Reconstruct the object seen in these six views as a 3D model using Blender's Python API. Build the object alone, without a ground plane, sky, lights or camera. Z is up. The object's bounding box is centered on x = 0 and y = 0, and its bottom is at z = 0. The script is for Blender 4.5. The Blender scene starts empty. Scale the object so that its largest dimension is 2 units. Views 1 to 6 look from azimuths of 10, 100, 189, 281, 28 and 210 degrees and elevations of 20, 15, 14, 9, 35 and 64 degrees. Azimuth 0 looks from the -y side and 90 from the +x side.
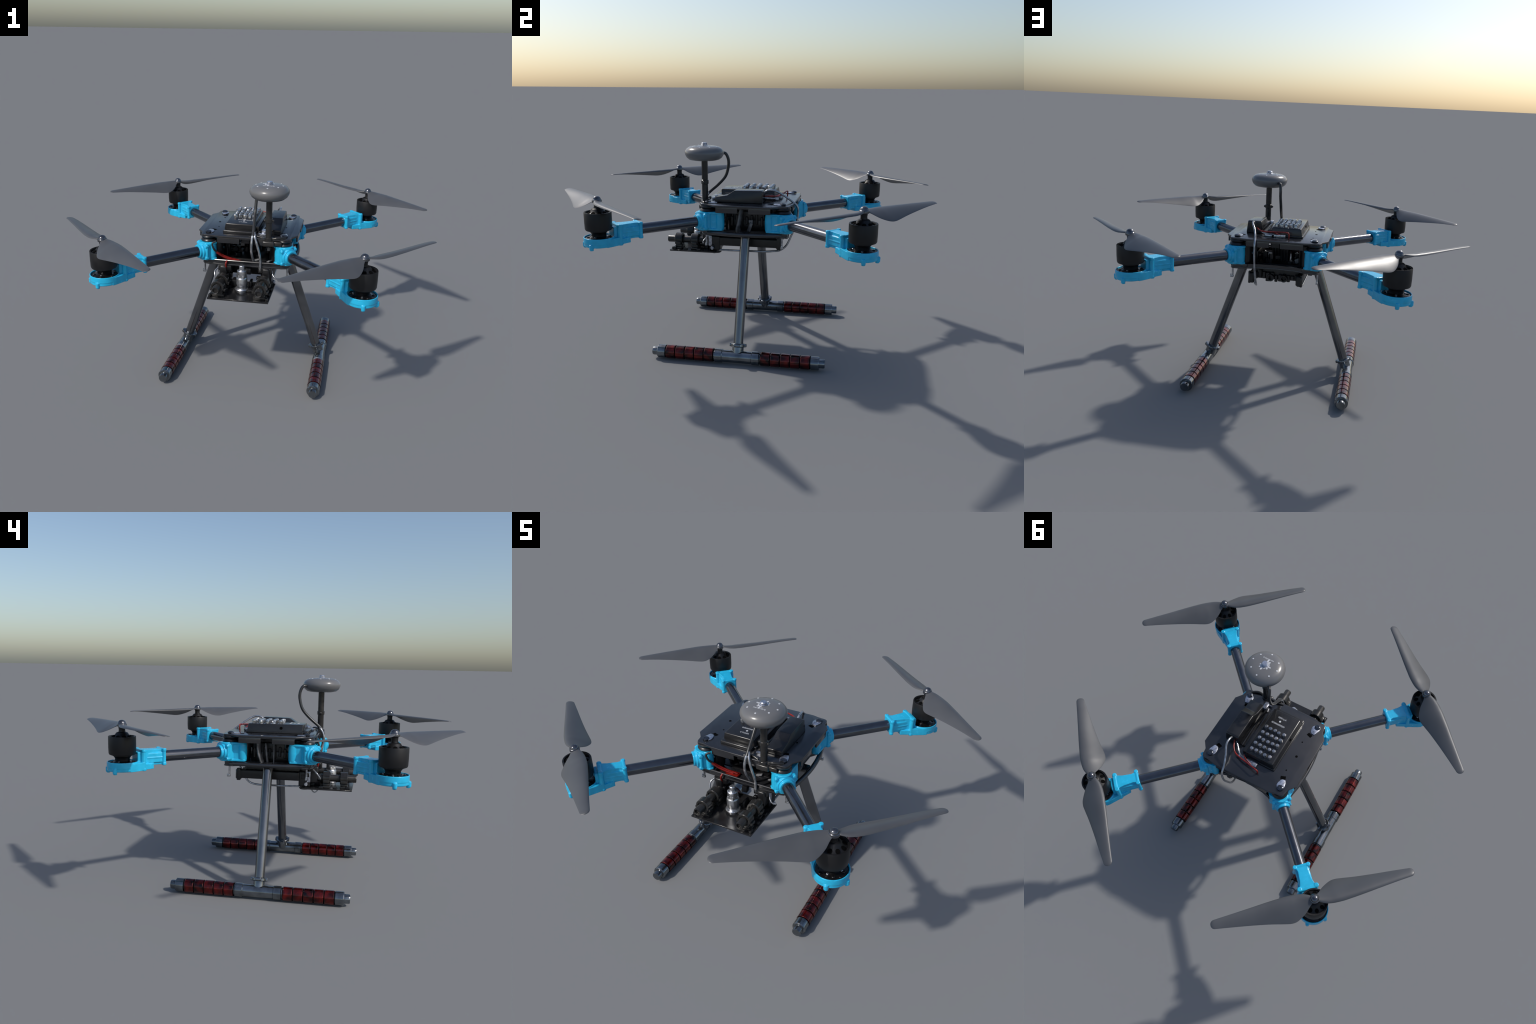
import bpy, bmesh, math, random
from mathutils import Matrix, Vector

random.seed(7)
SC = bpy.context.scene.collection

# ------------------------------------------------------------------ materials
def new_mat(name):
    m = bpy.data.materials.new(name)
    m.use_nodes = True
    nt = m.node_tree
    b = nt.nodes["Principled BSDF"]
    return m, nt, b

def mat(name, col, rough=0.4, metal=0.0, var=0.15, scale=25.0, rvar=0.08,
        bump=0.0, bscale=120.0, spec=0.5, coat=0.0, col2=None):
    """Principled material; colour and gloss broken up by noise on object coordinates."""
    m, nt, b = new_mat(name)
    N = nt.nodes
    tc = N.new("ShaderNodeTexCoord")
    nz = N.new("ShaderNodeTexNoise")
    nz.inputs["Scale"].default_value = scale
    nz.inputs["Detail"].default_value = 5
    nt.links.new(tc.outputs["Object"], nz.inputs["Vector"])
    cr = N.new("ShaderNodeValToRGB")
    lo = [c * (1 - var) for c in col]
    hi = [min(1, c * (1 + var)) for c in col]
    if col2:
        lo, hi = col, col2
    cr.color_ramp.elements[0].position = 0.33
    cr.color_ramp.elements[1].position = 0.67
    cr.color_ramp.elements[0].color = (*lo, 1)
    cr.color_ramp.elements[1].color = (*hi, 1)
    nt.links.new(nz.outputs["Fac"], cr.inputs["Fac"])
    nt.links.new(cr.outputs["Color"], b.inputs["Base Color"])
    mr = N.new("ShaderNodeMapRange")
    mr.inputs["To Min"].default_value = max(0.02, rough - rvar)
    mr.inputs["To Max"].default_value = rough + rvar
    nt.links.new(nz.outputs["Fac"], mr.inputs["Value"])
    nt.links.new(mr.outputs["Result"], b.inputs["Roughness"])
    b.inputs["Metallic"].default_value = metal
    b.inputs["Specular IOR Level"].default_value = spec
    b.inputs["Coat Weight"].default_value = coat
    b.inputs["Coat Roughness"].default_value = 0.15
    if bump:
        n2 = N.new("ShaderNodeTexNoise")
        n2.inputs["Scale"].default_value = bscale
        n2.inputs["Detail"].default_value = 3
        nt.links.new(tc.outputs["Object"], n2.inputs["Vector"])
        bp = N.new("ShaderNodeBump")
        bp.inputs["Strength"].default_value = bump
        bp.inputs["Distance"].default_value = 0.002
        nt.links.new(n2.outputs["Fac"], bp.inputs["Height"])
        nt.links.new(bp.outputs["Normal"], b.inputs["Normal"])
    return m

M_PROP = mat("propeller_plastic", (0.086, 0.089, 0.095), 0.40, 0.12, 0.06, 8)
M_HUB = mat("hub_steel", (0.13, 0.135, 0.15), 0.18, 0.85, 0.25, 60)
M_CAN = mat("motor_black", (0.0095, 0.0095, 0.0105), 0.45, 0.0, 0.2, 20, spec=0.35)
M_COIL = mat("motor_inner_black", (0.008, 0.008, 0.009), 0.35, 0.3, 0.4, 60, bump=0.3)
M_TUBE = mat("carbon_tube", (0.115, 0.124, 0.142), 0.16, 0.9, 0.15, 12, 0.05)  # grey lightened and cooled to carry the bluish sky reflection on the arms
M_LEG = mat("leg_tube", (0.165, 0.17, 0.18), 0.15, 0.9, 0.12, 10, 0.05)  # base tuned between bright sky and dark ground reflections on the legs
M_BLUE = mat("blue_plastic", (0.021, 0.45, 0.72), 0.25, 0.0, 0.08, 30, 0.08, bump=0.02, bscale=60)
M_PLATE = mat("black_plate", (0.016, 0.0165, 0.019), 0.20, 0.0, 0.15, 14, 0.06, bump=0.03, bscale=30, spec=0.85)
M_BOX = mat("black_case", (0.015, 0.015, 0.016), 0.23, 0.0, 0.15, 20, 0.08)
M_DARK = mat("black_parts", (0.009, 0.009, 0.010), 0.33, 0.0, 0.35, 40, 0.1, bump=0.2, bscale=80)
M_RAIL = mat("black_rail", (0.032, 0.031, 0.030), 0.22, 0.3, 0.25, 25, 0.08)
M_SILVER = mat("silver_metal", (0.50, 0.51, 0.53), 0.30, 0.9, 0.3, 70, 0.12, bump=0.3, bscale=60)
M_SCREW = mat("screw_dark", (0.07, 0.078, 0.095), 0.18, 0.8, 0.5, 60, 0.1)
M_NUB = mat("pin_metal", (0.36, 0.37, 0.39), 0.15, 0.8, 0.5, 80, 0.08)
M_WASHER = mat("washer_metal", (0.42, 0.44, 0.50), 0.3, 0.85, 0.35, 80, 0.1, bump=0.5, bscale=70)
M_GPS = mat("antenna_grey", (0.142, 0.142, 0.145), 0.25, 0.0, 0.05, 10, 0.04)
M_WHITE = mat("white_print", (0.55, 0.56, 0.58), 0.4, 0.0, 0.15)
M_CABLE = mat("grey_cable", (0.035, 0.036, 0.038), 0.3, 0.2, 0.2, 30)
M_WIRE = mat("silver_wire", (0.40, 0.41, 0.43), 0.2, 0.8, 0.3, 40)
M_RED = mat("red_wire", (0.20, 0.010, 0.006), 0.28, 0.0, 0.4, 40)
M_SKID = mat("skid_metal", (0.185, 0.20, 0.215), 0.14, 0.92, 0.3, 18, 0.06)  # base lightened to bring up the sky mirrored in the skids
M_GRIP = mat("red_grip", (0.004, 0.0008, 0.0008), 0.12, 0.65, 0.1, 34, 0.05, coat=0.35, col2=(0.165, 0.007, 0.005))
M_CORE = mat("recess_black", (0.0035, 0.0035, 0.0035), 0.8, 0.0, 0.2, spec=0.03)
M_CLIP = mat("grey_clip", (0.14, 0.14, 0.145), 0.33, 0.2, 0.5, 40, 0.1)
M_LIGHT = mat("light_connector", (0.20, 0.205, 0.215), 0.4, 0.0, 0.35, 60)

# ------------------------------------------------------------------ geometry helpers
def rot_to(d):
    """matrix turning +z into direction d"""
    return Vector((0, 0, 1)).rotation_difference(Vector(d).normalized()).to_matrix().to_4x4()

class Part:
    """collects primitives into one mesh"""
    def __init__(self):
        self.bm = bmesh.new()

    def merge(self, tmp, M=None):
        if M is not None:
            bmesh.ops.transform(tmp, matrix=M, verts=tmp.verts)
        me = bpy.data.meshes.new("tmp")
        bmesh.ops.recalc_face_normals(tmp, faces=tmp.faces)
        tmp.to_mesh(me)
        tmp.free()
        self.bm.from_mesh(me)
        bpy.data.meshes.remove(me)
        return self

    def box(self, lo, hi, bevel=0.003, seg=2, M=None):
        t = bmesh.new()
        bmesh.ops.create_cube(t, size=1.0)
        c = [(a + b) / 2 for a, b in zip(lo, hi)]
        s = [abs(b - a) for a, b in zip(lo, hi)]
        bmesh.ops.transform(t, matrix=Matrix.Translation(c) @ Matrix.Diagonal((*s, 1)), verts=t.verts)
        if bevel:
            bmesh.ops.bevel(t, geom=t.edges[:], offset=min(bevel, min(s) * 0.45), segments=seg, affect='EDGES', profile=0.5)
        return self.merge(t, M)

    def lathe(self, prof, n=32, M=None):
        """prof: (radius, height) list, turned round z; radius 0 closes an end"""
        t = bmesh.new()
        rings = []
        for r, z in prof:
            if r < 1e-6:
                rings.append([t.verts.new((0, 0, z))])
            else:
                rings.append([t.verts.new((r * math.cos(2 * math.pi * i / n), r * math.sin(2 * math.pi * i / n), z)) for i in range(n)])
        for a, b in zip(rings, rings[1:]):
            for i in range(n):
                j = (i + 1) % n
                if len(a) == 1 and len(b) == 1:
                    continue
                if len(a) == 1:
                    t.faces.new((a[0], b[i], b[j]))
                elif len(b) == 1:
                    t.faces.new((a[i], a[j], b[0]))
                else:
                    t.faces.new((a[i], a[j], b[j], b[i]))
        return self.merge(t, M)

    def rod(self, p0, p1, r0, r1=None, n=24, ch=0.0015):
        r1 = r0 if r1 is None else r1
        p0, p1 = Vector(p0), Vector(p1)
        L = (p1 - p0).length
        c = min(ch, L * 0.3, r0 * 0.5)
        pr = [(0, 0), (r0 - c, 0), (r0, c), (r1, L - c), (r1 - c, L), (0, L)]
        return self.lathe(pr, n, Matrix.Translation(p0) @ rot_to(p1 - p0))

    def prism(self, poly, z0, z1, bevel=0.0, seg=2, M=None):
        t = bmesh.new()
        f = t.faces.new([t.verts.new((x, y, z0)) for x, y in poly])
        r = bmesh.ops.extrude_face_region(t, geom=[f])
        bmesh.ops.translate(t, vec=(0, 0, z1 - z0), verts=[v for v in r["geom"] if isinstance(v, bmesh.types.BMVert)])
        bmesh.ops.recalc_face_normals(t, faces=t.faces)
        if bevel:
            ed = [e for e in t.edges if abs(e.verts[0].co.z - e.verts[1].co.z) < 1e-6]
            bmesh.ops.bevel(t, geom=ed, offset=bevel, segments=seg, affect='EDGES', profile=0.5)
        return self.merge(t, M)

    def rim(self, poly, k, z0, z1):
        """upright border following an outline; k scales the outline to its inner edge"""
        t = bmesh.new()
        loops = [[t.verts.new((x * s, y * s, z)) for x, y in poly] for s, z in ((1, z0), (1, z1), (k, z1), (k, z0))]
        n = len(poly)
        for a, b in zip(loops, loops[1:] + loops[:1]):
            for i in range(n):
                j = (i + 1) % n
                t.faces.new((a[i], a[j], b[j], b[i]))
        return self.merge(t)

    def ball(self, c, r, n=16, squash=(1, 1, 1)):
        t = bmesh.new()
        bmesh.ops.create_uvsphere(t, u_segments=n, v_segments=max(6, n // 2), radius=r)
        return self.merge(t, Matrix.Translation(c) @ Matrix.Diagonal((*squash, 1)))

    def tube(self, pts, r, n=10, steps=10, flat=1.0):
        """round cable through control points (Catmull-Rom)"""
        P = [Vector(p) for p in pts]
        P = [P[0] * 2 - P[1]] + P + [P[-1] * 2 - P[-2]]
        path = []
        for i in range(1, len(P) - 2):
            a, b, c, d = P[i - 1:i + 3]
            for k in range(steps):
                u = k / steps
                path.append(0.5 * ((2 * b) + (c - a) * u + (2 * a - 5 * b + 4 * c - d) * u * u + (3 * b - a - 3 * c + d) * u ** 3))
        path.append(P[-2])
        t = bmesh.new()
        up = Vector((0.31, 0.17, 0.93)).normalized()
        rings = []
        for i, p in enumerate(path):
            d = (path[min(i + 1, len(path) - 1)] - path[max(i - 1, 0)]).normalized()
            x = up - d * up.dot(d)
            if x.length < 1e-3:
                x = d.orthogonal()
            x.normalize()
            y = d.cross(x)
            up = x
            rings.append([t.verts.new(p + r * (math.cos(2 * math.pi * k / n) * x + flat * math.sin(2 * math.pi * k / n) * y)) for k in range(n)])
        for a, b in zip(rings, rings[1:]):
            for k in range(n):
                j = (k + 1) % n
                t.faces.new((a[k], a[j], b[j], b[k]))
        t.faces.new(rings[0][::-1])
        t.faces.new(rings[-1])
        return self.merge(t)

    def mesh(self, name, material, angle=38):
        me = bpy.data.meshes.new(name)
        self.bm.to_mesh(me)
        self.bm.free()
        me.materials.append(material)
        me.shade_smooth()
        me.set_sharp_from_angle(angle=math.radians(angle))
        return me

def remeshed(me, name, material, voxel=0.0025, smooth=4):
    """melt overlapping primitives into one rounded casting"""
    ob = bpy.data.objects.new("work", me)
    SC.objects.link(ob)
    md = ob.modifiers.new("r", 'REMESH')
    md.mode = 'VOXEL'
    md.voxel_size = voxel
    ms = ob.modifiers.new("s", 'SMOOTH')
    ms.factor = 0.5
    ms.iterations = smooth
    dg = bpy.context.evaluated_depsgraph_get()
    out = bpy.data.meshes.new_from_object(ob.evaluated_get(dg))
    bpy.data.objects.remove(ob)
    out.name = name
    out.materials.clear()
    out.materials.append(material)
    out.shade_smooth()
    return out

WORLD = {}
def put(name, me, parent=None, M=None):
    ob = bpy.data.objects.new(name, me)
    SC.objects.link(ob)
    M = M or Matrix.Identity(4)
    WORLD[ob.name] = M
    if parent is not None:
        ob.parent = parent
        ob.matrix_basis = WORLD[parent.name].inverted() @ M
    else:
        ob.matrix_basis = M
    return ob

def mirrored(me, sx, sy, name):
    m = me.copy()
    m.name = name
    m.transform(Matrix.Diagonal((sx, sy, 1, 1)))
    if sx * sy < 0:
        m.flip_normals()
    return m

def smooth_interp(tab, s):
    """monotone-ish Catmull interpolation of rows (s, ...)"""
    if s <= tab[0][0]:
        return tab[0][1:]
    if s >= tab[-1][0]:
        return tab[-1][1:]
    for i in range(len(tab) - 1):
        if tab[i][0] <= s <= tab[i + 1][0]:
            break
    x0, x1 = tab[i][0], tab[i + 1][0]
    u = (s - x0) / (x1 - x0)
    out = []
    for k in range(1, len(tab[0])):
        y0, y1 = tab[i][k], tab[i + 1][k]
        def slope(j):
            if j <= 0:
                return (tab[1][k] - tab[0][k]) / (tab[1][0] - tab[0][0])
            if j >= len(tab) - 1:
                return (tab[-1][k] - tab[-2][k]) / (tab[-1][0] - tab[-2][0])
            return (tab[j + 1][k] - tab[j - 1][k]) / (tab[j + 1][0] - tab[j - 1][0])
        m0, m1 = slope(i) * (x1 - x0), slope(i + 1) * (x1 - x0)
        out.append((2 * u**3 - 3 * u**2 + 1) * y0 + (u**3 - 2 * u**2 + u) * m0 + (-2 * u**3 + 3 * u**2) * y1 + (u**3 - u**2) * m1)
    return out

def lettering(name, text, size, material, M, depth=0.0006, parent=None):
    cu = bpy.data.curves.new("t", 'FONT')
    cu.body = text
    cu.size = size
    cu.extrude = depth
    cu.align_x = 'CENTER'
    cu.align_y = 'CENTER'
    ob = bpy.data.objects.new("t", cu)
    SC.objects.link(ob)
    dg = bpy.context.evaluated_depsgraph_get()
    me = bpy.data.meshes.new_from_object(ob.evaluated_get(dg))
    bpy.data.objects.remove(ob)
    me.name = name
    me.materials.clear()
    me.materials.append(material)
    return put(name, me, parent, M)

T = Matrix.Translation
def RZ(a):
    return Matrix.Rotation(math.radians(a), 4, 'Z')

# ------------------------------------------------------------------ the thing
drone = put("quadcopter_drone", None)
drone["label"] = "black quadcopter drone with blue arm brackets and red-ringed landing skids"
drone["category"] = "drone"

ARM_ANGLE = [-45, 45, 135, -135]          # front right, back right, back left, front left
HAND = [1, -1, 1, -1]                     # trailing edge on the counter-clockwise (+1) side
MOTOR_R = 0.9165
AXIS_Z = 0.7415

# ---- propeller blades ------------------------------------------------------
# radius, leading edge t, trailing edge t, leading z, trailing z, thickness
BLADE = [   # last two: thickness, camber
    (0.010, -0.016, 0.016, 0.909, 0.905, 0.010, 0.002),
    (0.025, -0.026, 0.024, 0.907, 0.897, 0.010, 0.005),
    (0.050, -0.037, 0.046, 0.904, 0.880, 0.009, 0.011),
    (0.080, -0.043, 0.064, 0.902, 0.867, 0.008, 0.0155),
    (0.105, -0.045, 0.074, 0.902, 0.861, 0.008, 0.0175),
    (0.130, -0.046, 0.0755, 0.902, 0.860, 0.0075, 0.0175),
    (0.160, -0.045, 0.070, 0.902, 0.863, 0.0075, 0.0165),
    (0.220, -0.042, 0.057, 0.902, 0.871, 0.007, 0.0135),
    (0.300, -0.0365, 0.043, 0.902, 0.881, 0.0065, 0.010),
    (0.400, -0.030, 0.028, 0.902, 0.892, 0.006, 0.0055),
    (0.474, -0.0260, 0.0170, 0.901, 0.897, 0.0055, 0.003),
]
TIP0, TIP1 = 0.474, 0.4955
def blade_mesh(hand):
    t = bmesh.new()
    n = 24
    rings = []
    ss = [0.010 + (TIP0 - 0.010) * (i / 48) for i in range(49)]
    tip = [(TIP0 + (TIP1 - TIP0) * math.sin(a), math.cos(a) ** 0.85) for a in [math.radians(d) for d in (15, 30, 45, 58, 70, 80, 86)]]
    for s, w in [(s, 1.0) for s in ss] + tip:
        le, te, zl, zt, th, cam = smooth_interp(BLADE, min(s, TIP0))
        if s > TIP0:
            mid, half = (le + te) / 2, (te - le) / 2 * w
            zm, dz = (zl + zt) / 2 - 0.03 * (s - TIP0), (zt - zl) / 2 * w
            le, te, zl, zt = mid - half, mid + half, zm - dz, zm + dz
            th *= max(w, 0.4)
            cam *= w
        ring = []
        for k in range(n):
            a = 2 * math.pi * k / n
            u = 0.5 - 0.5 * math.cos(a)           # 0 at leading, 1 at trailing edge
            v = u ** 0.72                          # crest of the camber ahead of mid chord
            camber = cam * 4 * v * (1 - v)
            h = math.sin(a) * th / 2 * (1.15 - 0.5 * u)
            y = le + (te - le) * u
            z = zl + (zt - zl) * u + camber + h
            ring.append(t.verts.new((s, y * hand, z)))
        rings.append(ring)
    for a, b in zip(rings, rings[1:]):
        for k in range(n):
            j = (k + 1) % n
            t.faces.new((a[k], a[j], b[j], b[k]))
    t.faces.new(rings[0])
    t.faces.new(rings[-1])
    return Part().merge(t).mesh("blade", M_PROP, 60)

blade_me = {1: blade_mesh(1), -1: blade_mesh(-1)}

# propeller nut: squat collar with a domed cap
p = Part()
p.lathe([(0, 0.8985), (0.019, 0.8985), (0.0235, 0.901), (0.0240, 0.912), (0.0225, 0.9145), (0.0205, 0.916),
         (0.0195, 0.920), (0.0165, 0.9255), (0.012, 0.9295), (0.006, 0.9318), (0, 0.9325)], 32)
hub_me = p.mesh("propeller", M_HUB)

# ---- motor -------------------------------------------------------------------
p = Part()   # bell: can with a closed cone top
p.lathe([(0.0, 0.7630), (0.046, 0.7615), (0.057, 0.7615), (0.0630, 0.7640), (0.0660, 0.770), (0.0672, 0.80), (0.0672, 0.851), (0.0660, 0.8535),
         (0.0590, 0.8530), (0.0575, 0.850), (0.0565, 0.835), (0.0, 0.835)], 56)
p.lathe([(0.0575, 0.846), (0.052, 0.8475), (0.036, 0.857), (0.030, 0.867), (0.026, 0.871), (0.019, 0.8735), (0.0, 0.874)], 40)
motor_me = p.mesh("motor", M_CAN)
p = Part()   # stator and base inside the mount ring
p.lathe([(0, 0.692), (0.0690, 0.692), (0.0690, 0.722), (0.060, 0.7260), (0.042, 0.728), (0.036, 0.733), (0.036, 0.745), (0.042, 0.754), (0.047, 0.757), (0.047, 0.763), (0, 0.763)], 36)
for k in range(12):
    a = 2 * math.pi * (k + 0.5) / 12
    rr = 0.052 + 0.006 * (k % 3 == 0)
    p.box((rr - 0.007, -0.007, 0.710), (rr + 0.007, 0.007, 0.727 + 0.004 * (k % 2)), 0.002, 1, RZ(math.degrees(a)))
base_me = p.mesh("stator", M_COIL)
p = Part()  # vent darkness modelled as black discs lying on the cone, nothing cut
for k in range(9):
    M = RZ(40 * k) @ T((0.0450, 0, 0.8524)) @ Matrix.Rotation(math.radians(31), 4, 'Y') @ Matrix.Diagonal((1, 0.85, 1, 1))
    p.lathe([(0.0112, -0.001), (0.0112, 0.0012), (0, 0.0008)], 16, M)
vent_disc_me = p.mesh("bell_vent_dark_disc", M_CORE)
p = Part()
for k in range(4):
    a = math.radians(45 + 90 * k)
    p.rod((0.043 * math.cos(a), 0.043 * math.sin(a), 0.716), (0.043 * math.cos(a), 0.043 * math.sin(a), 0.7335), 0.0055, n=12)
screw_me = p.mesh("motor_screw", M_NUB)
p = Part()
p.lathe([(0, 0.868), (0.019, 0.868), (0.0165, 0.876), (0.0155, 0.885), (0.0175, 0.8995), (0, 0.8995)], 28)
shaft_me = p.mesh("motor_shaft", M_CAN)

# ---- motor mount (blue casting), arm along +x, motor axis at x = MOTOR_R ----------
p = Part()
ox = MOTOR_R
# clamp body round the tube
p.prism([(0.706, 0.034), (0.706, -0.034), (0.735, -0.026), (0.785, -0.031), (0.832, -0.044), (0.832, 0.044), (0.785, 0.031), (0.735, 0.026)], 0.702, 0.781)
p.box((0.716, -0.0350, 0.714), (0.826, 0.0350, 0.764), 0.004)
# inner and outer flanges
p.box((0.700, -0.042, 0.701), (0.717, 0.042, 0.783), 0.006)
p.box((0.816, -0.048, 0.683), (0.836, 0.048, 0.784), 0.005)
for (bx, by, r, zl, zh) in [(0.709, 0.0345, 0.0095, 0.698, 0.784), (0.823, 0.0430, 0.0105, 0.678, 0.7855)]:
    for s in (1, -1):
        p.rod((bx, s * by, zl), (bx, s * by, zh), r, n=16)
        p.rod((bx, s * by, zh - 0.014), (bx, s * by, zh - 0.001), r + 0.002, n=16)
        p.rod((bx, s * by, zl + 0.001), (bx, s * by, zl + 0.014), r + 0.002, n=16)
# seam ribs
p.box((0.712, -0.0370, 0.7365), (0.830, 0.0370, 0.7425), 0.001)
# belly step under the clamp and neck to the ring
p.prism([(0.765, 0.034), (0.765, -0.034), (0.835, -0.056), (0.880, -0.067), (0.880, 0.067), (0.835, 0.056)], 0.684, 0.712)
p.prism([(0.825, 0.054), (0.825, -0.054), (0.885, -0.072), (0.905, -0.0755), (0.905, 0.0755), (0.885, 0.072)], 0.6815, 0.722)
p.box((0.835, -0.036, 0.70), (0.852, 0.036, 0.772), 0.004)
mount = p
ring = [(0.064, 0.6905), (0.0, 0.6905), (0.0, 0.682), (0.070, 0.682), (0.0745, 0.686), (0.0745, 0.6985), (0.0762, 0.7005), (0.0755, 0.7270), (0.0742, 0.7285), (0.0718, 0.7285), (0.0705, 0.7270), (0.064, 0.6905)]
mount.lathe(ring, 64, T((ox, 0, 0)))
for a in (-38, 38):
    c, s = math.cos(math.radians(a)), math.sin(math.radians(a))
    mount.rod((ox + 0.071 * c, 0.071 * s, 0.6700), (ox + 0.071 * c, 0.071 * s, 0.702), 0.0095, n=16)
    mount.rod((ox + 0.074 * c, 0.074 * s, 0.675), (ox + 0.074 * c, 0.074 * s, 0.700), 0.0105, n=16)
mount_me = remeshed(mount.mesh("m", M_BLUE), "motor_mount", M_BLUE, 0.0014, 8)

# ---- arm bracket at the body corner (built for +x +y quadrant) -----------------
p = Part()
Z0, Z1 = 0.6925, 0.795
outer = [(0.247, 0.135), (0.247, 0.212), (0.262, 0.230), (0.230, 0.262), (0.212, 0.248), (0.180, 0.248), (0.165, 0.238), (0.172, 0.220), (0.205, 0.205), (0.218, 0.150), (0.230, 0.128)]
p.prism(outer, Z0 + 0.010, Z1 - 0.008)
flange = [(0.252, 0.122), (0.254, 0.210), (0.249, 0.249), (0.210, 0.254), (0.172, 0.252), (0.160, 0.238), (0.168, 0.216), (0.200, 0.200), (0.212, 0.146), (0.230, 0.116)]
p.prism(flange, Z0, Z0 + 0.011, 0.002)
p.prism(flange, Z1 - 0.011, Z1, 0.002)
for lx, ly, lr in ((0.2300, 0.137, 0.0240), (0.187, 0.2310, 0.0225)):       # barrel-shaped ends
    p.lathe([(0, Z0), (lr * 0.86, Z0), (lr, Z0 + 0.016), (lr * 1.05, 0.744), (lr, Z1 - 0.016), (lr * 0.86, Z1), (0, Z1)], 24, T((lx, ly, 0)))
p.rod((0.226, 0.226, Z0), (0.226, 0.226, Z1), 0.038, n=24)
R45 = RZ(45)
p.box((0.329, -0.052, AXIS_Z - 0.046), (0.346, 0.052, AXIS_Z + 0.048), 0.012, 3, R45)
p.box((0.300, -0.046, AXIS_Z - 0.044), (0.335, 0.046, AXIS_Z + 0.050), 0.010, 3, R45)
d45 = Vector((1, 1, 0)).normalized()
def along(r, z=AXIS_Z):
    return (d45.x * r, d45.y * r, z)
p.rod(along(0.335), along(0.359), 0.0455, n=32)
p.rod(along(0.35), along(0.374), 0.0375, n=32)
for q in (-0.045, 0.045):
    for z in (AXIS_Z - 0.034, AXIS_Z + 0.034):
        c = Vector(along(0.33, z)) + Vector((-d45.y, d45.x, 0)) * q
        p.rod(c, c + d45 * 0.020, 0.0085, n=12)
bracket_me = remeshed(p.mesh("b", M_BLUE), "arm_bracket", M_BLUE, 0.0014, 8)
bracket_q = {(sx, sy): mirrored(bracket_me, sx, sy, "arm_bracket") for sx in (1, -1) for sy in (1, -1)}

# ---- arm tube -----------------------------------------------------------------
p = Part()
p.rod((0.215, 0, AXIS_Z), (0.825, 0, AXIS_Z), 0.0285, n=40)
arm_me = p.mesh("arm", M_TUBE)

for a, h in zip(ARM_ANGLE, HAND):
    R = RZ(a)
    sx, sy = (1 if abs(a) < 90 else -1), (1 if a > 0 else -1)
    put("arm", arm_me, drone, R)
    put("arm_bracket", bracket_q[(sx, sy)], drone)
    put("motor_mount", mount_me, drone, R @ T((0, 0, 0.0012)))
    C = R @ T((MOTOR_R, 0, 0))
    mo = put("motor", motor_me, drone, C)
    put("stator", base_me, mo, C)
    put("motor_shaft", shaft_me, mo, C)
    put("bell_vent_dark_disc", vent_disc_me, mo, C)
    put("motor_screw", screw_me, mo, C)
    B = T(C.translation) @ RZ(a + 90)
    pr = put("propeller", hub_me, drone, B)
    put("blade", blade_me[h], pr, T((0, 0, 0.001)) @ B @ RZ(0.8))         # both blades sweep a little towards the body
    put("blade", blade_me[h], pr, T((0, 0, 0.001)) @ B @ RZ(180 - 0.8))

# ---- landing gear ----------------------------------------------------------------
def skid_profile():
    R0, R1, R2 = 0.0320, 0.0335, 0.0370
    half = [(R1, 0.0), (R1, 0.080), (R2, 0.083), (R2, 0.121), (R1 - 0.002, 0.124), (R0 - 0.001, 0.126), (R0 - 0.001, 0.400),
            (R2 - 0.001, 0.402), (R2 - 0.0005, 0.442), (R2 - 0.003, 0.446), (0.0245, 0.4465), (0.0245, 0.470), (0.022, 0.4755), (0.0, 0.4755)]
    return [(r, -y) for r, y in reversed(half[1:])] + half
RX = Matrix.Rotation(math.radians(-90), 4, 'X')     # z axis -> +y
p = Part().lathe(skid_profile(), 40, RX)
skid_me = p.mesh("landing_skid", M_SKID, 30)
p = Part()
w = 0.0240
p.lathe([(0.029, -w), (0.0360, -w), (0.0375, -w + 0.0022), (0.0375, w - 0.0022), (0.0360, w), (0.029, w)], 40, RX)
grip_me = p.mesh("grip_ring", M_GRIP, 28)
p = Part()
for sy in (1, -1):
    p.lathe([(0.030, sy * 0.1275), (0.0345, sy * 0.1285), (0.0345, sy * 0.3985), (0.030, sy * 0.3995)], 32, RX)
sleeve_me = p.mesh("grip_sleeve", M_CORE, 28)

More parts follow.
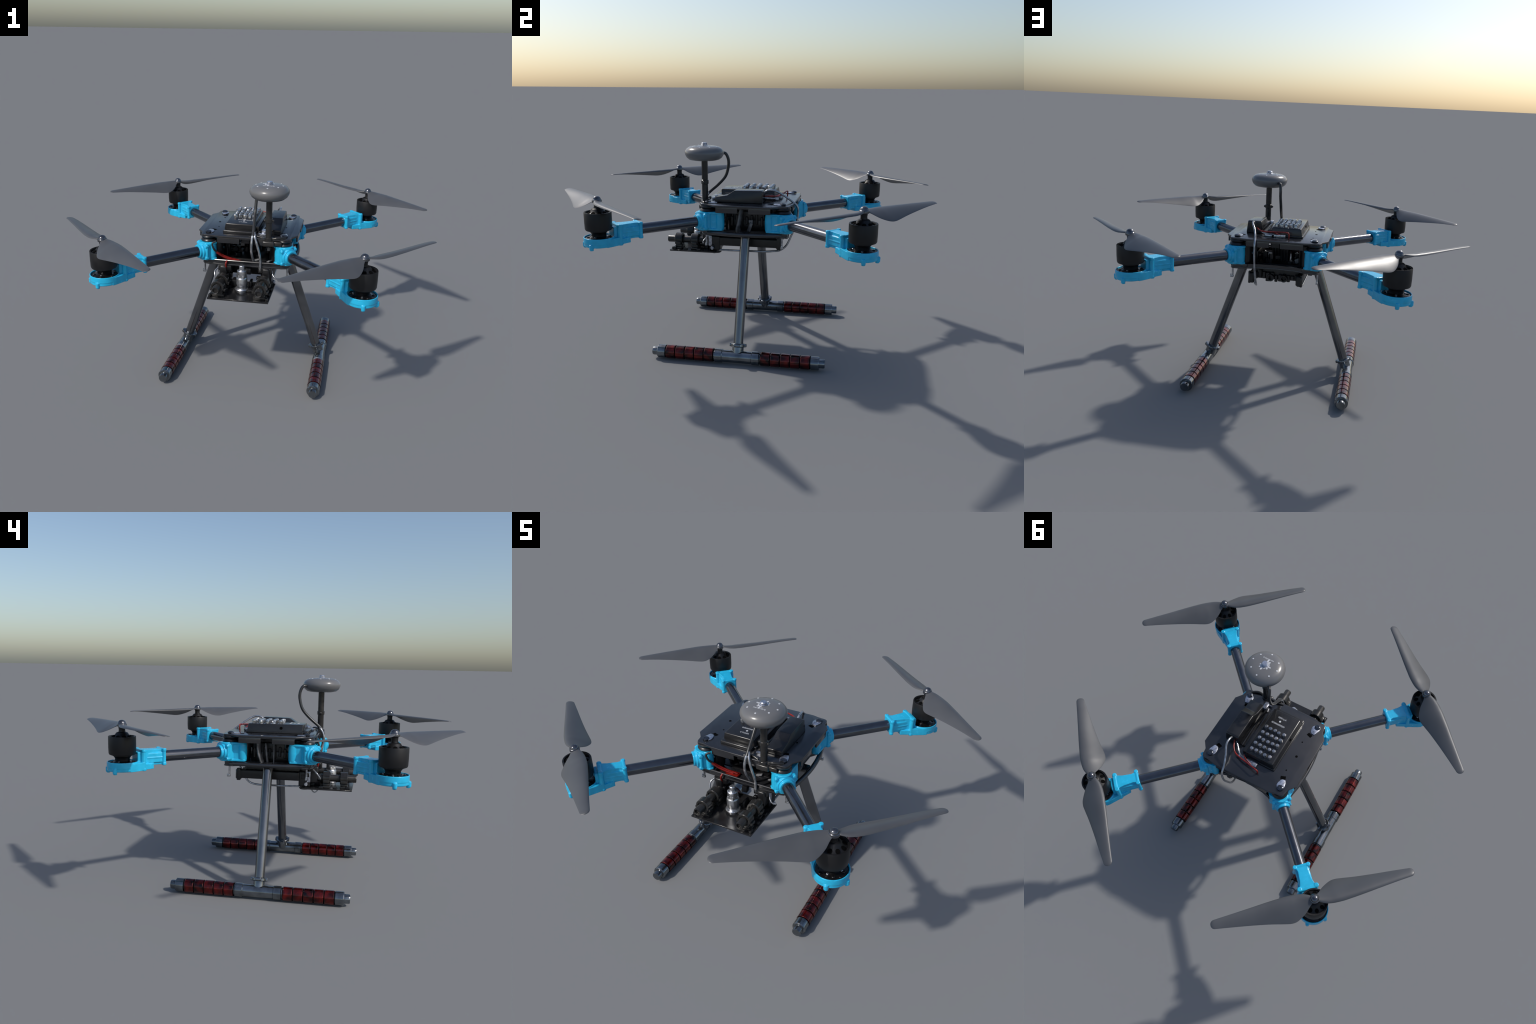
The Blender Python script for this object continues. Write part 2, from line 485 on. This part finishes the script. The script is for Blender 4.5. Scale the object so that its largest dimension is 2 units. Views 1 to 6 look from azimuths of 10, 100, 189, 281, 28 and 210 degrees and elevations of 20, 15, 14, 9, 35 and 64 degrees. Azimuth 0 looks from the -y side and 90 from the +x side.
for sx in (1, -1):
    S = T((sx * 0.425, 0, 0.0375))
    sk = put("landing_skid", skid_me, drone, S)
    put("grip_sleeve", sleeve_me, sk, S)
    for sy in (1, -1):
        for k in range(5):
            y = sy * (0.156 + 0.0537 * k)
            put("grip_ring", grip_me, sk, S @ T((0, y, 0)) @ Matrix.Rotation(random.uniform(0, 6.28), 4, 'Y'))
    d = Vector((-sx * 0.343, 0, 1)).normalized()
    foot = Vector((sx * 0.4205, 0, 0.0375))
    def on_leg(z):
        return foot + d * ((z - 0.0375) / d.z)
    p = Part()
    p.rod(on_leg(0.040), on_leg(0.088), 0.0310, n=32)
    p.rod(on_leg(0.086), on_leg(0.1045), 0.0400, n=32, ch=0.004)
    for sy in (1, -1):
        p.box((-0.014, sy * 0.034 - 0.011, -0.009), (0.014, sy * 0.034 + 0.011, 0.009), 0.003, 2, T(on_leg(0.096)) @ rot_to(d))
    p.box((-0.046, -0.016, -0.008), (0.046, 0.016, 0.008), 0.004, 2, T(on_leg(0.096)) @ rot_to(d))
    put("tee_joint", p.mesh("tee_joint", M_SKID, 40), drone)
    p = Part()
    p.rod(on_leg(0.09), on_leg(0.672), 0.0268, n=40)
    put("landing_leg", p.mesh("landing_leg", M_LEG), drone)

# ---- body plates --------------------------------------------------------------
def sym4(q):
    """mirror a first-quadrant outline (from the +x side to the +y side) round all corners"""
    out = list(q)
    out += [(-x, y) for x, y in reversed(q)]
    out += [(-x, -y) for x, y in q]
    out += [(x, -y) for x, y in reversed(q)]
    return out
quarter = [(0.2815, 0.158), (0.2530, 0.196), (0.2500, 0.215), (0.2480, 0.230), (0.2420, 0.240), (0.2300, 0.2450), (0.2100, 0.2460), (0.1950, 0.2475), (0.1600, 0.2550)]
p = Part()
p.prism(sym4(quarter), 0.8270, 0.8385, 0.0035, 3)
# folded lips with a notch in the middle
for sx in (1, -1):
    for s in (1, -1):
        p.box((sx * 0.2690, s * 0.0305, 0.7970), (sx * 0.2790, s * 0.150, 0.8300), 0.0015)
        p.box((s * 0.0305, sx * 0.2440, 0.7970), (s * 0.156, sx * 0.2530, 0.8300), 0.0015)
    p.box((sx * 0.2690, -0.035, 0.823), (sx * 0.2785, 0.035, 0.830), 0.001)
    p.box((-0.035, sx * 0.2440, 0.823), (0.035, sx * 0.2520, 0.830), 0.001)
top = put("top_plate", p.mesh("top_plate", M_PLATE, 30), drone)

p = Part()
half_low = [(0.0, -0.2480), (0.120, -0.2470), (0.205, -0.2450), (0.232, -0.238), (0.243, -0.222), (0.249, -0.190), (0.225, -0.150), (0.208, -0.125),
            (0.208, 0.125), (0.225, 0.150), (0.249, 0.190), (0.243, 0.225), (0.232, 0.238), (0.205, 0.2385), (0.160, 0.226), (0.100, 0.209), (0.0, 0.201)]
low = half_low + [(-x, y) for x, y in reversed(half_low[1:-1])]
p.prism(low, 0.6640, 0.6730, 0.002)
p.rim([(x * 0.99, y * 0.99) for x, y in low], 0.965, 0.6700, 0.6900)
for sx in (1, -1):
    for sy in (1, -1):
        p.box((sx * 0.150, sy * 0.150, 0.6700), (sx * 0.238, sy * 0.232, 0.6935), 0.006)
for sx in (1, -1):      # bowed side rail, open behind
    bow = 0.264 if sx > 0 else 0.257
    p.tube([(sx * 0.236, -0.205, 0.678), (sx * (bow - 0.014), -0.150, 0.678), (sx * (bow - 0.004), -0.080, 0.678), (sx * bow, 0.0, 0.678), (sx * (bow - 0.004), 0.080, 0.678), (sx * (bow - 0.014), 0.150, 0.678), (sx * 0.236, 0.205, 0.678)], 0.0120, 14)
    p.box((sx * 0.200, -0.024, 0.668), (sx * 0.254, 0.024, 0.690), 0.004)
# low rim along the front
p.tube([(-0.21, -0.245, 0.694), (0.0, -0.250, 0.695), (0.21, -0.247, 0.694)], 0.005, 8)
put("bottom_plate", p.mesh("bottom_plate", M_PLATE, 30), drone)

# rubber spacers between bracket and top plate
p = Part()
p.lathe([(0, 0.793), (0.040, 0.793), (0.044, 0.800), (0.040, 0.809), (0.034, 0.8125), (0.041, 0.817), (0.043, 0.823), (0.040, 0.8285), (0, 0.8285)], 28)
spacer_me = p.mesh("spacer", M_DARK)
# screw with its tongue-shaped washer plate; flat black slab on the top plate where the slot shows
p = Part()
p.lathe([(0, 0), (0.0160, 0), (0.0172, 0.002), (0.0165, 0.0075), (0.011, 0.0110), (0.005, 0.0120), (0.0, 0.0100)], 24)
bolt_me = p.mesh("screw", M_SCREW)
def tongue(sx, sy):
    p = Part()
    p.prism([(-0.021, 0.002), (-0.022, -0.014), (-0.017, -0.030), (-0.010, -0.041), (0.008, -0.043), (0.014, -0.030), (0.020, -0.014), (0.021, 0.002), (0.013, 0.013), (-0.013, 0.013)], 0, 0.0050, 0.0015)
    me = p.mesh("washer_plate", M_WASHER)
    me.transform(Matrix.Diagonal((sx, sy, 1, 1)))
    if sx * sy < 0:
        me.flip_normals()
    return me
p = Part()
p.box((-0.014, -0.009, 0), (0.014, 0.009, 0.0014), 0.0005, 1)
slot_me = p.mesh("slot", M_CORE)
for sx in (1, -1):
    for sy in (1, -1):
        put("spacer", spacer_me, drone, T((sx * 0.212, sy * 0.209, 0)))
        put("screw", bolt_me, top, T((sx * 0.214, sy * 0.207, 0.8400)))
        put("washer_plate", tongue(sx, sy), top, T((sx * 0.209, sy * 0.199, 0.8388)))
        put("slot", slot_me, top, T((sx * 0.197, sy * 0.146, 0.8380)) @ RZ(sx * sy * -20))
p = Part()
for x, y, r in [(-0.183, -0.089, 0.004), (-0.198, 0.003, 0.007), (-0.190, 0.100, 0.004), (0.2, -0.03, 0.005)]:
    p.lathe([(r, 0.8375), (r, 0.8392), (0, 0.8392)], 14, T((x, y, 0)))
put("plate_hole_black_disc", p.mesh("plate_hole_black_disc", M_CORE), top)

# ---- electronics between the plates ------------------------------------------------
p = Part()
p.box((-0.165, -0.150, 0.6725), (0.165, 0.120, 0.6765), 0.001)
p.box((-0.160, -0.165, 0.8190), (0.160, 0.165, 0.8275), 0.002)
p.box((-0.050, -0.028, 0.675), (0.050, 0.028, 0.8195), 0.006)
for k in range(6):                       # ribs of the central column
    for sy in (1, -1):
        x = -0.042 + 0.017 * k
        p.box((x - 0.003, sy * 0.027, 0.676), (x + 0.003, sy * 0.040, 0.818), 0.001, 1)
for sx in (1, -1):                       # speed controllers stacked at the two sides
    p.box((sx * 0.115, -0.105, 0.675), (sx * 0.155, 0.105, 0.742), 0.006)
    p.box((sx * 0.125, -0.085, 0.738), (sx * 0.160, 0.090, 0.790), 0.006)
    p.box((sx * 0.115, -0.110, 0.786), (sx * 0.150, 0.110, 0.8195), 0.004)
    for k in range(7):
        y = -0.085 + 0.028 * k
        p.box((sx * 0.150, y - 0.007, 0.705 + 0.01 * (k % 2)), (sx * 0.167, y + 0.007, 0.760 + 0.01 * (k % 3)), 0.003, 1)
for sx in (1, -1):
    for sy in (1, -1):
        p.rod((sx * 0.125, sy * 0.125, 0.670), (sx * 0.125, sy * 0.125, 0.822), 0.0065, n=12)
        p.rod((sx * 0.172, sy * 0.172, 0.690), (sx * 0.172, sy * 0.172, 0.815), 0.036, n=20, ch=0.004)
for i in range(30):
    a = random.uniform(0, 2 * math.pi)
    rr = random.uniform(0.10, 0.135)
    x, y = rr * math.cos(a), rr * math.sin(a)
    q = [random.uniform(0.006, 0.016) for _ in range(3)]
    z = 0.676 + q[2] + random.choice((0.0, 0.0, 0.03))
    p.box((x - q[0], y - q[1], z - q[2]), (x + q[0], y + q[1], z + q[2]), 0.002, 1, T((x, y, 0)) @ RZ(random.uniform(0, 90)) @ T((-x, -y, 0)))
for k in range(6):                       # loops of black wire
    a = math.pi * (k // 3) + 0.38 * (k % 3 - 1)
    c, d = math.cos(a), math.sin(a)
    p.tube([(0.09 * c, 0.09 * d, 0.70), (0.13 * c - 0.02 * d, 0.13 * d + 0.02 * c, 0.725), (0.14 * c, 0.14 * d, 0.76), (0.11 * c + 0.02 * d, 0.11 * d - 0.02 * c, 0.80), (0.07 * c, 0.07 * d, 0.815)], 0.0045, 8)
core = put("power_board", p.mesh("power_board", M_DARK), drone)
core["kind"] = "stuff"
p = Part()
for sy in (1, -1):                       # tabs hanging behind the lip notches
    p.box((-0.024, sy * 0.214, 0.795), (0.024, sy * 0.232, 0.8275), 0.003)
put("plate_tab", p.mesh("plate_tab", M_DARK), drone)
p = Part()                               # bowed clips standing in the side openings
p.tube([(0.190, -0.040, 0.672), (0.218, -0.040, 0.706), (0.222, -0.032, 0.735), (0.214, -0.026, 0.775), (0.205, -0.020, 0.818)], 0.019, 12, 8, 0.4)
p.tube([(0.195, 0.010, 0.674), (0.212, 0.026, 0.712), (0.212, 0.034, 0.735)], 0.011, 12, 8, 0.5)
p.tube([(-0.190, 0.030, 0.674), (-0.216, 0.040, 0.712), (-0.224, 0.048, 0.745), (-0.215, 0.052, 0.780), (-0.200, 0.050, 0.818)], 0.022, 12, 8, 0.45)
p.tube([(-0.190, 0.005, 0.674), (-0.208, 0.010, 0.735), (-0.200, 0.016, 0.790)], 0.010, 12, 8, 0.6)
p.tube([(-0.205, -0.030, 0.674), (-0.205, -0.030, 0.790)], 0.003, 8)
put("side_clip", p.mesh("side_clip", M_CLIP, 60), drone)
p = Part()
for x, y, z, a, b, c in [(0.054, 0.075, 0.700, 0.012, 0.007, 0.016), (-0.108, 0.092, 0.698, 0.013, 0.008, 0.013),
                         (0.205, 0.030, 0.742, 0.005, 0.011, 0.010), (-0.045, -0.080, 0.742, 0.012, 0.006, 0.012), (0.118, -0.125, 0.735, 0.012, 0.006, 0.010),
                         (0.055, -0.155, 0.678, 0.018, 0.008, 0.004), (0.125, -0.165, 0.678, 0.018, 0.006, 0.004), (0.150, -0.15, 0.715, 0.006, 0.006, 0.008)]:
    p.box((x - a, y - b, z - c), (x + a, y + b, z + c), 0.003, 2, T((x, y, z)) @ Matrix.Rotation(random.uniform(-0.5, 0.5), 4, 'Y') @ T((-x, -y, -z)))
put("connector", p.mesh("connector", M_LIGHT), drone)

# ---- flight controller on top ---------------------------------------------------
p = Part()
p.box((-0.138, -0.176, 0.8375), (0.052, 0.140, 0.850), 0.004, 3)
t = bmesh.new()
bmesh.ops.create_cube(t, size=1.0)
for v in t.verts:
    up = v.co.z > 0
    lo_x, hi_x, lo_y, hi_y = (-0.124, 0.036, -0.178, 0.130) if up else (-0.135, 0.046, -0.174, 0.137)
    v.co = (hi_x if v.co.x > 0 else lo_x, hi_y if v.co.y > 0 else lo_y, 0.8890 if up else 0.842)
bmesh.ops.bevel(t, geom=t.edges[:], offset=0.006, segments=4, affect='EDGES', profile=0.5)
p.merge(t)
p.box((-0.134, -0.205, 0.8375), (0.040, -0.165, 0.8560), 0.006, 3)
p.box((0.038, -0.150, 0.8380), (0.062, 0.125, 0.8720), 0.004)
p.box((0.056, -0.150, 0.8380), (0.112, 0.085, 0.8460), 0.003)
p.tube([(0.082, -0.17, 0.852), (0.088, -0.05, 0.850), (0.085, 0.09, 0.850)], 0.007, 8)
fc = put("flight_controller", p.mesh("flight_controller", M_BOX, 40), drone)
p = Part()
p.lathe([(0, 0), (0.0118, 0), (0.0118, 0.0165), (0.0095, 0.0208), (0, 0.0222)], 6)
pin_me = p.mesh("pin", M_NUB, 30)
for i in range(5):
    for j in range(5):
        x = 0.014 - 0.0268 * i + random.uniform(-0.0015, 0.0015)
        y = -0.047 + 0.0378 * j + random.uniform(-0.0015, 0.0015)
        put("pin", pin_me, fc, T((x, y, 0.8870)) @ Matrix.Rotation(random.uniform(-0.12, 0.12), 4, 'X') @ Matrix.Rotation(random.uniform(-0.12, 0.12), 4, 'Y') @ RZ(random.uniform(0, 60)))
lettering("lettering", "oisomeco", 0.020, M_WHITE, T((-0.030, -0.094, 0.8890)), parent=fc)
lettering("lettering", "v+:nin", 0.020, M_WHITE, T((-0.033, -0.137, 0.8890)), parent=fc)
p = Part()
p.lathe([(0.0055, 0.888), (0.0055, 0.8896), (0, 0.8896)], 14, T((-0.031, -0.116, 0)))
put("printed_dot", p.mesh("printed_dot", M_WHITE), fc)
p = Part()
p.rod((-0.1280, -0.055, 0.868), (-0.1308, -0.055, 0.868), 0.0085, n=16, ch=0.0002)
put("button", p.mesh("button", M_CORE), fc)

# ---- telemetry radio: low nose, ramp, flat back ------------------------------------
p = Part()
side = [(-0.176, 0.838), (-0.176, 0.866), (-0.108, 0.878), (-0.068, 0.905), (0.082, 0.9085), (0.090, 0.903), (0.090, 0.838)]
t = bmesh.new()
f = t.faces.new([t.verts.new((0.107, y, z)) for y, z in side])
r = bmesh.ops.extrude_face_region(t, geom=[f])
bmesh.ops.translate(t, vec=(0.077, 0, 0), verts=[v for v in r["geom"] if isinstance(v, bmesh.types.BMVert)])
bmesh.ops.recalc_face_normals(t, faces=t.faces)
bmesh.ops.bevel(t, geom=t.edges[:], offset=0.005, segments=3, affect='EDGES', profile=0.5)
for v in t.verts:        # sides splay towards the foot
    v.co.x += (v.co.x - 0.148) * 0.20 * max(0.0, (0.900 - v.co.z) / 0.06)
p.merge(t)
radio = put("radio", p.mesh("radio", M_BOX, 40), drone)
p = Part()
p.box((0.083, -0.196, 0.838), (0.108, -0.160, 0.866), 0.004)
p.box((0.068, -0.212, 0.838), (0.112, -0.196, 0.852), 0.003)
put("connector", p.mesh("connector", M_WASHER), drone)

# ---- antenna mast and puck -----------------------------------------------------------
GX, GY = 0.131, -0.246
p = Part()
p.rod((GX, GY, 0.795), (GX, GY, 1.068), 0.0172, n=28)
p.lathe([(0.0165, 0.928), (0.0205, 0.931), (0.021, 0.950), (0.0165, 0.954)], 28, T((GX, GY, 0)))
for s in (1, -1):
    p.ball((GX + s * 0.0225, GY, 0.940), 0.0072, 12)
mast = put("antenna_mast", p.mesh("antenna_mast", M_RAIL), drone)
p = Part()
p.box((0.098, -0.272, 0.797), (0.165, -0.235, 0.829), 0.008, 3)
p.box((0.158, -0.262, 0.800), (0.205, -0.235, 0.8255), 0.006, 3)
p.rod((GX, GY, 0.80), (GX, GY, 0.846), 0.0235, n=24)
p.tube([(0.15, -0.248, 0.838), (0.18, -0.248, 0.844), (0.205, -0.238, 0.842), (0.222, -0.225, 0.838)], 0.007, 10)
p.tube([(0.098, -0.245, 0.838), (0.075, -0.240, 0.844), (0.05, -0.238, 0.844), (0.02, -0.245, 0.838)], 0.005, 10)
put("mast_clamp", p.mesh("mast_clamp", M_RAIL), drone)
p = Part()
puck = [(0, 1.0600), (0.060, 1.0605), (0.083, 1.065), (0.097, 1.076), (0.1055, 1.091), (0.1075, 1.102), (0.105, 1.113), (0.096, 1.125), (0.082, 1.1335), (0.060, 1.1385), (0.030, 1.1405), (0, 1.1410)]
n_p = [(r, z, 0) for r, z in puck]
p.lathe(puck, 64, T((GX, GY, 0)))
gps = put("antenna_puck", p.mesh("antenna_puck", M_GPS, 70), drone)
p = Part()
p.lathe([(0.0185, 1.139), (0.0185, 1.1435), (0.0160, 1.1455), (0.0160, 1.1525), (0.013, 1.1560), (0, 1.1568)], 24, T((GX, GY, 0)))
put("antenna_knob", p.mesh("antenna_knob", M_WASHER), gps)
p = Part()
p.lathe([(0.0045, -0.0005), (0.0045, 0.0008), (0, 0.0012)], 12)
dot_me = p.mesh("printed_dot", M_WHITE)
for x, y in [(0.056, 0.045), (0.006, 0.074), (-0.053, 0.050), (-0.073, 0.002), (-0.057, -0.045), (0.0, -0.076), (0.052, -0.048), (0.073, -0.006)]:
    rr = math.hypot(x, y)
    z = 1.1385 - (rr - 0.060) * 0.227
    put("printed_dot", dot_me, gps, T((GX + x, GY + y, z + 0.0003)) @ rot_to((x / rr * 0.22, y / rr * 0.22, 1)))
# emblem: broken ring of plumes round the knob, and a word in front of it
p = Part()
for k in range(9):
    a = math.radians(20 + 30 * k)
    l = 0.004 + 0.006 * (k % 3)
    M = T((GX, GY, 1.1402)) @ RZ(math.degrees(a))
    p.prism([(0.0195, -0.0055), (0.023 + l, -0.002), (0.021 + l, 0.0045), (0.0195, 0.0055)], 0, 0.0008, 0, 1, M)
put("emblem", p.mesh("emblem", M_WHITE), gps)
lettering("lettering", "nevaviera", 0.0165, M_WHITE, T((GX, GY - 0.037, 1.1402)) @ Matrix.Rotation(math.radians(2.5), 4, 'X'), parent=gps)

# puck cable: leaves the back, bows out, dives past the front lip as two strands
p = Part()
p.tube([(0.066, -0.172, 1.094), (0.048, -0.148, 1.092), (0.042, -0.133, 1.060), (0.041, -0.133, 1.020), (0.039, -0.150, 0.965), (0.042, -0.190, 0.918), (0.046, -0.236, 0.878), (0.048, -0.262, 0.852)], 0.0085, 12)
put("antenna_cable", p.mesh("antenna_cable", M_CABLE, 70), drone)
p = Part()
p.tube([(0.046, -0.248, 0.866), (0.043, -0.268, 0.835), (0.041, -0.275, 0.800), (0.041, -0.266, 0.755), (0.046, -0.244, 0.712), (0.050, -0.234, 0.692)], 0.0072, 10)
p.tube([(0.050, -0.246, 0.868), (0.061, -0.264, 0.838), (0.072, -0.270, 0.805), (0.083, -0.266, 0.760), (0.088, -0.258, 0.715), (0.089, -0.255, 0.665), (0.088, -0.245, 0.64)], 0.0072, 10)
put("antenna_cable", p.mesh("antenna_cable", M_WIRE, 70), drone)

# ---- loose wiring -----------------------------------------------------------------------
p = Part()
p.tube([(-0.160, -0.255, 0.806), (-0.178, -0.268, 0.795), (-0.172, -0.262, 0.762), (-0.157, -0.244, 0.737)], 0.0055, 10)
put("battery_wire", p.mesh("battery_wire", M_CABLE, 70), drone)
p = Part()
p.tube([(-0.159, -0.250, 0.740), (-0.130, -0.236, 0.715), (-0.095, -0.222, 0.695), (-0.06, -0.212, 0.686)], 0.0066, 10)
p.tube([(-0.152, -0.242, 0.735), (-0.120, -0.226, 0.712), (-0.080, -0.212, 0.695), (-0.04, -0.205, 0.685)], 0.0050, 10)
p.tube([(-0.1, -0.25, 0.695), (-0.104, -0.262, 0.680), (-0.104, -0.255, 0.650)], 0.005, 8)
p.box((-0.100, -0.236, 0.6735), (-0.030, -0.190, 0.6850), 0.003)
put("battery_wire", p.mesh("battery_wire", M_RED, 70), drone)
p = Part()
p.tube([(0.143, 0.086, 0.888), (0.144, 0.112, 0.907), (0.142, 0.150, 0.906), (0.122, 0.195, 0.880), (0.108, 0.240, 0.846), (0.105, 0.268, 0.822), (0.104, 0.275, 0.785), (0.104, 0.266, 0.720), (0.104, 0.240, 0.650), (0.103, 0.212, 0.592), (0.106, 0.176, 0.563), (0.120, 0.140, 0.5595), (0.136, 0.090, 0.5585), (0.140, 0.0, 0.5580), (0.140, -0.10, 0.5565), (0.140, -0.17, 0.557)], 0.0058, 10)
put("antenna_wire", p.mesh("antenna_wire", M_WIRE, 70), drone)
p = Part()
p.tube([(0.130, 0.092, 0.872), (0.112, 0.130, 0.870), (0.080, 0.158, 0.866), (0.0, 0.178, 0.872), (-0.055, 0.190, 0.875), (-0.067, 0.191, 0.866), (-0.067, 0.190, 0.840)], 0.0040, 10)
p.tube([(0.045, 0.140, 0.862), (0.020, 0.158, 0.864), (-0.02, 0.168, 0.852)], 0.0030, 10)
put("power_wire", p.mesh("power_wire", M_RED, 70), drone)
p = Part()
p.box((-0.045, 0.143, 0.8385), (0.02, 0.172, 0.856), 0.004)
p.box((0.03, 0.138, 0.8385), (0.075, 0.16, 0.850), 0.004)
p.tube([(0.12, 0.088, 0.860), (0.10, 0.11, 0.855), (0.07, 0.14, 0.850), (0.02, 0.16, 0.854)], 0.005, 10)
put("connector", p.mesh("connector", M_NUB), drone)

# ---- underslung rails, tray and sensor ----------------------------------------------------
RXL = 0.115
p = Part()
for s in (1, -1):
    x = s * RXL
    p.lathe([(0.011, -0.004), (0.013, -0.470), (0.018, -0.4725), (0.0200, -0.469), (0.0200, -0.16), (0, -0.16)], 32, T((x, 0, 0.6035)) @ RX)
    p.lathe([(0.0, -0.462), (0.0135, -0.462)], 20, T((x, 0, 0.6035)) @ RX)
put("payload_rail", p.mesh("payload_rail", M_RAIL), drone)
p = Part()
w = 0.021
p.lathe([(0.026, -w), (0.0335, -w), (0.036, -w + 0.003), (0.036, w - 0.003), (0.0335, w), (0.026, w), (0.0255, 0), (0.026, -w)], 36, RX)
p.lathe([(0.0195, -w * 0.7), (0.027, -w * 0.7), (0.027, w * 0.7), (0.0195, w * 0.7)], 28, RX)
p.box((-0.036, -w * 0.95, -0.053), (0.036, w * 0.95, -0.040), 0.003)
p.box((-0.027, -w * 0.9, -0.045), (0.027, w * 0.9, -0.026), 0.004)
p.box((-0.043, -w * 0.8, -0.022), (-0.030, w * 0.8, -0.006), 0.003)
p.box((0.030, -w * 0.8, -0.022), (0.043, w * 0.8, -0.006), 0.003)
clamp_me = p.mesh("rail_clamp", M_RAIL)
for s in (1, -1):
    for y in (-0.4065, -0.312):
        put("rail_clamp", clamp_me, drone, T((s * RXL, y, 0.6035)))
p = Part()
p.box((-0.166, -0.452, 0.5425), (0.166, -0.180, 0.5510), 0.001, 1)
put("sensor_tray", p.mesh("sensor_tray", M_BOX), drone)

p = Part()
p.lathe([(0, 0.551), (0.030, 0.551), (0.030, 0.559), (0.037, 0.562), (0.0385, 0.566), (0.035, 0.571), (0.0275, 0.572), (0.0275, 0.588), (0.0305, 0.592), (0.0310, 0.628), (0.0285, 0.634),
         (0.0260, 0.636), (0.0260, 0.672), (0.022, 0.676), (0.0145, 0.677), (0.0145, 0.699), (0.012, 0.702), (0, 0.702)], 28, T((-0.001, -0.325, 0)))
p.lathe([(0.0295, 0.628), (0.0305, 0.640), (0.0285, 0.650), (0.025, 0.652)], 6, T((-0.001, -0.325, 0)))
put("sensor", p.mesh("sensor", M_SILVER, 30), drone)
p = Part()
p.box((0.02, -0.34, 0.551), (0.06, -0.27, 0.566), 0.004)
p.box((0.035, -0.30, 0.56), (0.05, -0.25, 0.60), 0.004)
p.box((-0.07, -0.27, 0.551), (-0.04, -0.22, 0.59), 0.004)
p.box((0.005, -0.25, 0.62), (0.035, -0.22, 0.655), 0.004)
put("sensor_bracket", p.mesh("sensor_bracket", M_DARK), drone)

# battery bay under the bottom plate
p = Part()
for s in (1, -1):
    p.box((s * 0.118, -0.165, 0.5835), (s * 0.151, 0.178, 0.6340), 0.008, 3)
    p.box((s * 0.116, 0.158, 0.5745), (s * 0.1515, 0.193, 0.6385), 0.009, 1)
    p.box((s * 0.140, 0.165, 0.572), (s * 0.152, 0.186, 0.64), 0.003)
p.box((-0.125, -0.170, 0.592), (0.125, 0.140, 0.663), 0.006)
for x in (0.029, -0.046):
    p.lathe([(0.0, 0.150), (0.0125, 0.150), (0.0135, 0.172), (0.0195, 0.173), (0.0210, 0.168), (0.0210, 0.13)], 24, T((x, 0, 0.608)) @ RX)
for k in range(11):
    x = -0.115 + 0.023 * k
    s = random.uniform(0.007, 0.012)
    p.box((x - s, 0.135, 0.590 + random.uniform(-0.008, 0.01)), (x + s, 0.152 + random.uniform(0, 0.012), 0.640 + random.uniform(-0.02, 0.015)), 0.003, 1)
put("battery_bay", p.mesh("battery_bay", M_DARK), drone)
# dampers and hardware where tray, rails and bay meet
p = Part()
for s in (1, -1):
    p.box((s * 0.085, -0.225, 0.552), (s * 0.150, -0.160, 0.640), 0.010, 3)
    p.rod((s * 0.112, -0.19, 0.535), (s * 0.112, -0.19, 0.66), 0.030, n=20, ch=0.006)
    p.box((s * 0.10, -0.265, 0.575), (s * 0.14, -0.22, 0.665), 0.008, 3)
    p.box((s * 0.075, -0.255, 0.635), (s * 0.15, -0.215, 0.667), 0.005)
    for k in range(9):
        x, y = s * random.uniform(0.075, 0.155), random.uniform(-0.27, -0.17)
        z = random.uniform(0.555, 0.645)
        q = random.uniform(0.007, 0.013)
        p.box((x - q, y - q, z - q), (x + q, y + q, z + q), 0.002, 1)
    for y in (-0.36, -0.43, -0.285):
        p.box((s * 0.148, y - 0.01, 0.551), (s * 0.162, y + 0.012, 0.562 + 0.004 * (y < -0.4)), 0.002)
damper = put("damper_block", p.mesh("damper_block", M_DARK), drone)
p = Part()
for s in (1, -1):
    p.box((s * 0.146, -0.226, 0.580), (s * 0.153, -0.206, 0.640), 0.003)
    p.rod((s * 0.152, -0.200, 0.570), (s * 0.164, -0.204, 0.570), 0.010, n=14)
put("clip", p.mesh("clip", M_WASHER), drone)
p = Part()
p.tube([(-0.15, -0.24, 0.65), (-0.166, -0.262, 0.632), (-0.160, -0.28, 0.605), (-0.142, -0.270, 0.600)], 0.0045, 8)
p.tube([(0.150, -0.225, 0.645), (0.158, -0.24, 0.625), (0.175, -0.25, 0.610), (0.195, -0.245, 0.607)], 0.0042, 8)
p.tube([(-0.004, -0.205, 0.545), (-0.006, -0.218, 0.515), (-0.006, -0.236, 0.497), (-0.006, -0.254, 0.512), (-0.004, -0.266, 0.545)], 0.0035, 8)
p.tube([(-0.140, 0.140, 0.588), (-0.140, 0.112, 0.562), (-0.140, 0.070, 0.5515), (-0.140, 0.0, 0.5505), (-0.140, -0.10, 0.5515), (-0.140, -0.17, 0.554)], 0.0055, 8)
put("rail_wire", p.mesh("rail_wire", M_WIRE, 70), drone)
# hooks at the four corners of the bottom plate
p = Part()
p.rod((0, 0, 0.612), (0, 0, 0.668), 0.0052, n=10)
p.box((-0.006, -0.006, 0.606), (0.013, 0.006, 0.617), 0.002)
p.box((0.009, -0.004, 0.612), (0.013, 0.004, 0.624), 0.001)
hook_me = p.mesh("hook", M_WIRE)
for x, y, a in [(-0.235, -0.213, 180), (-0.236, 0.207, 90), (0.236, 0.208, 0), (0.235, -0.213, 0)]:
    put("hook", hook_me, drone, T((x, y, 0)) @ RZ(a))
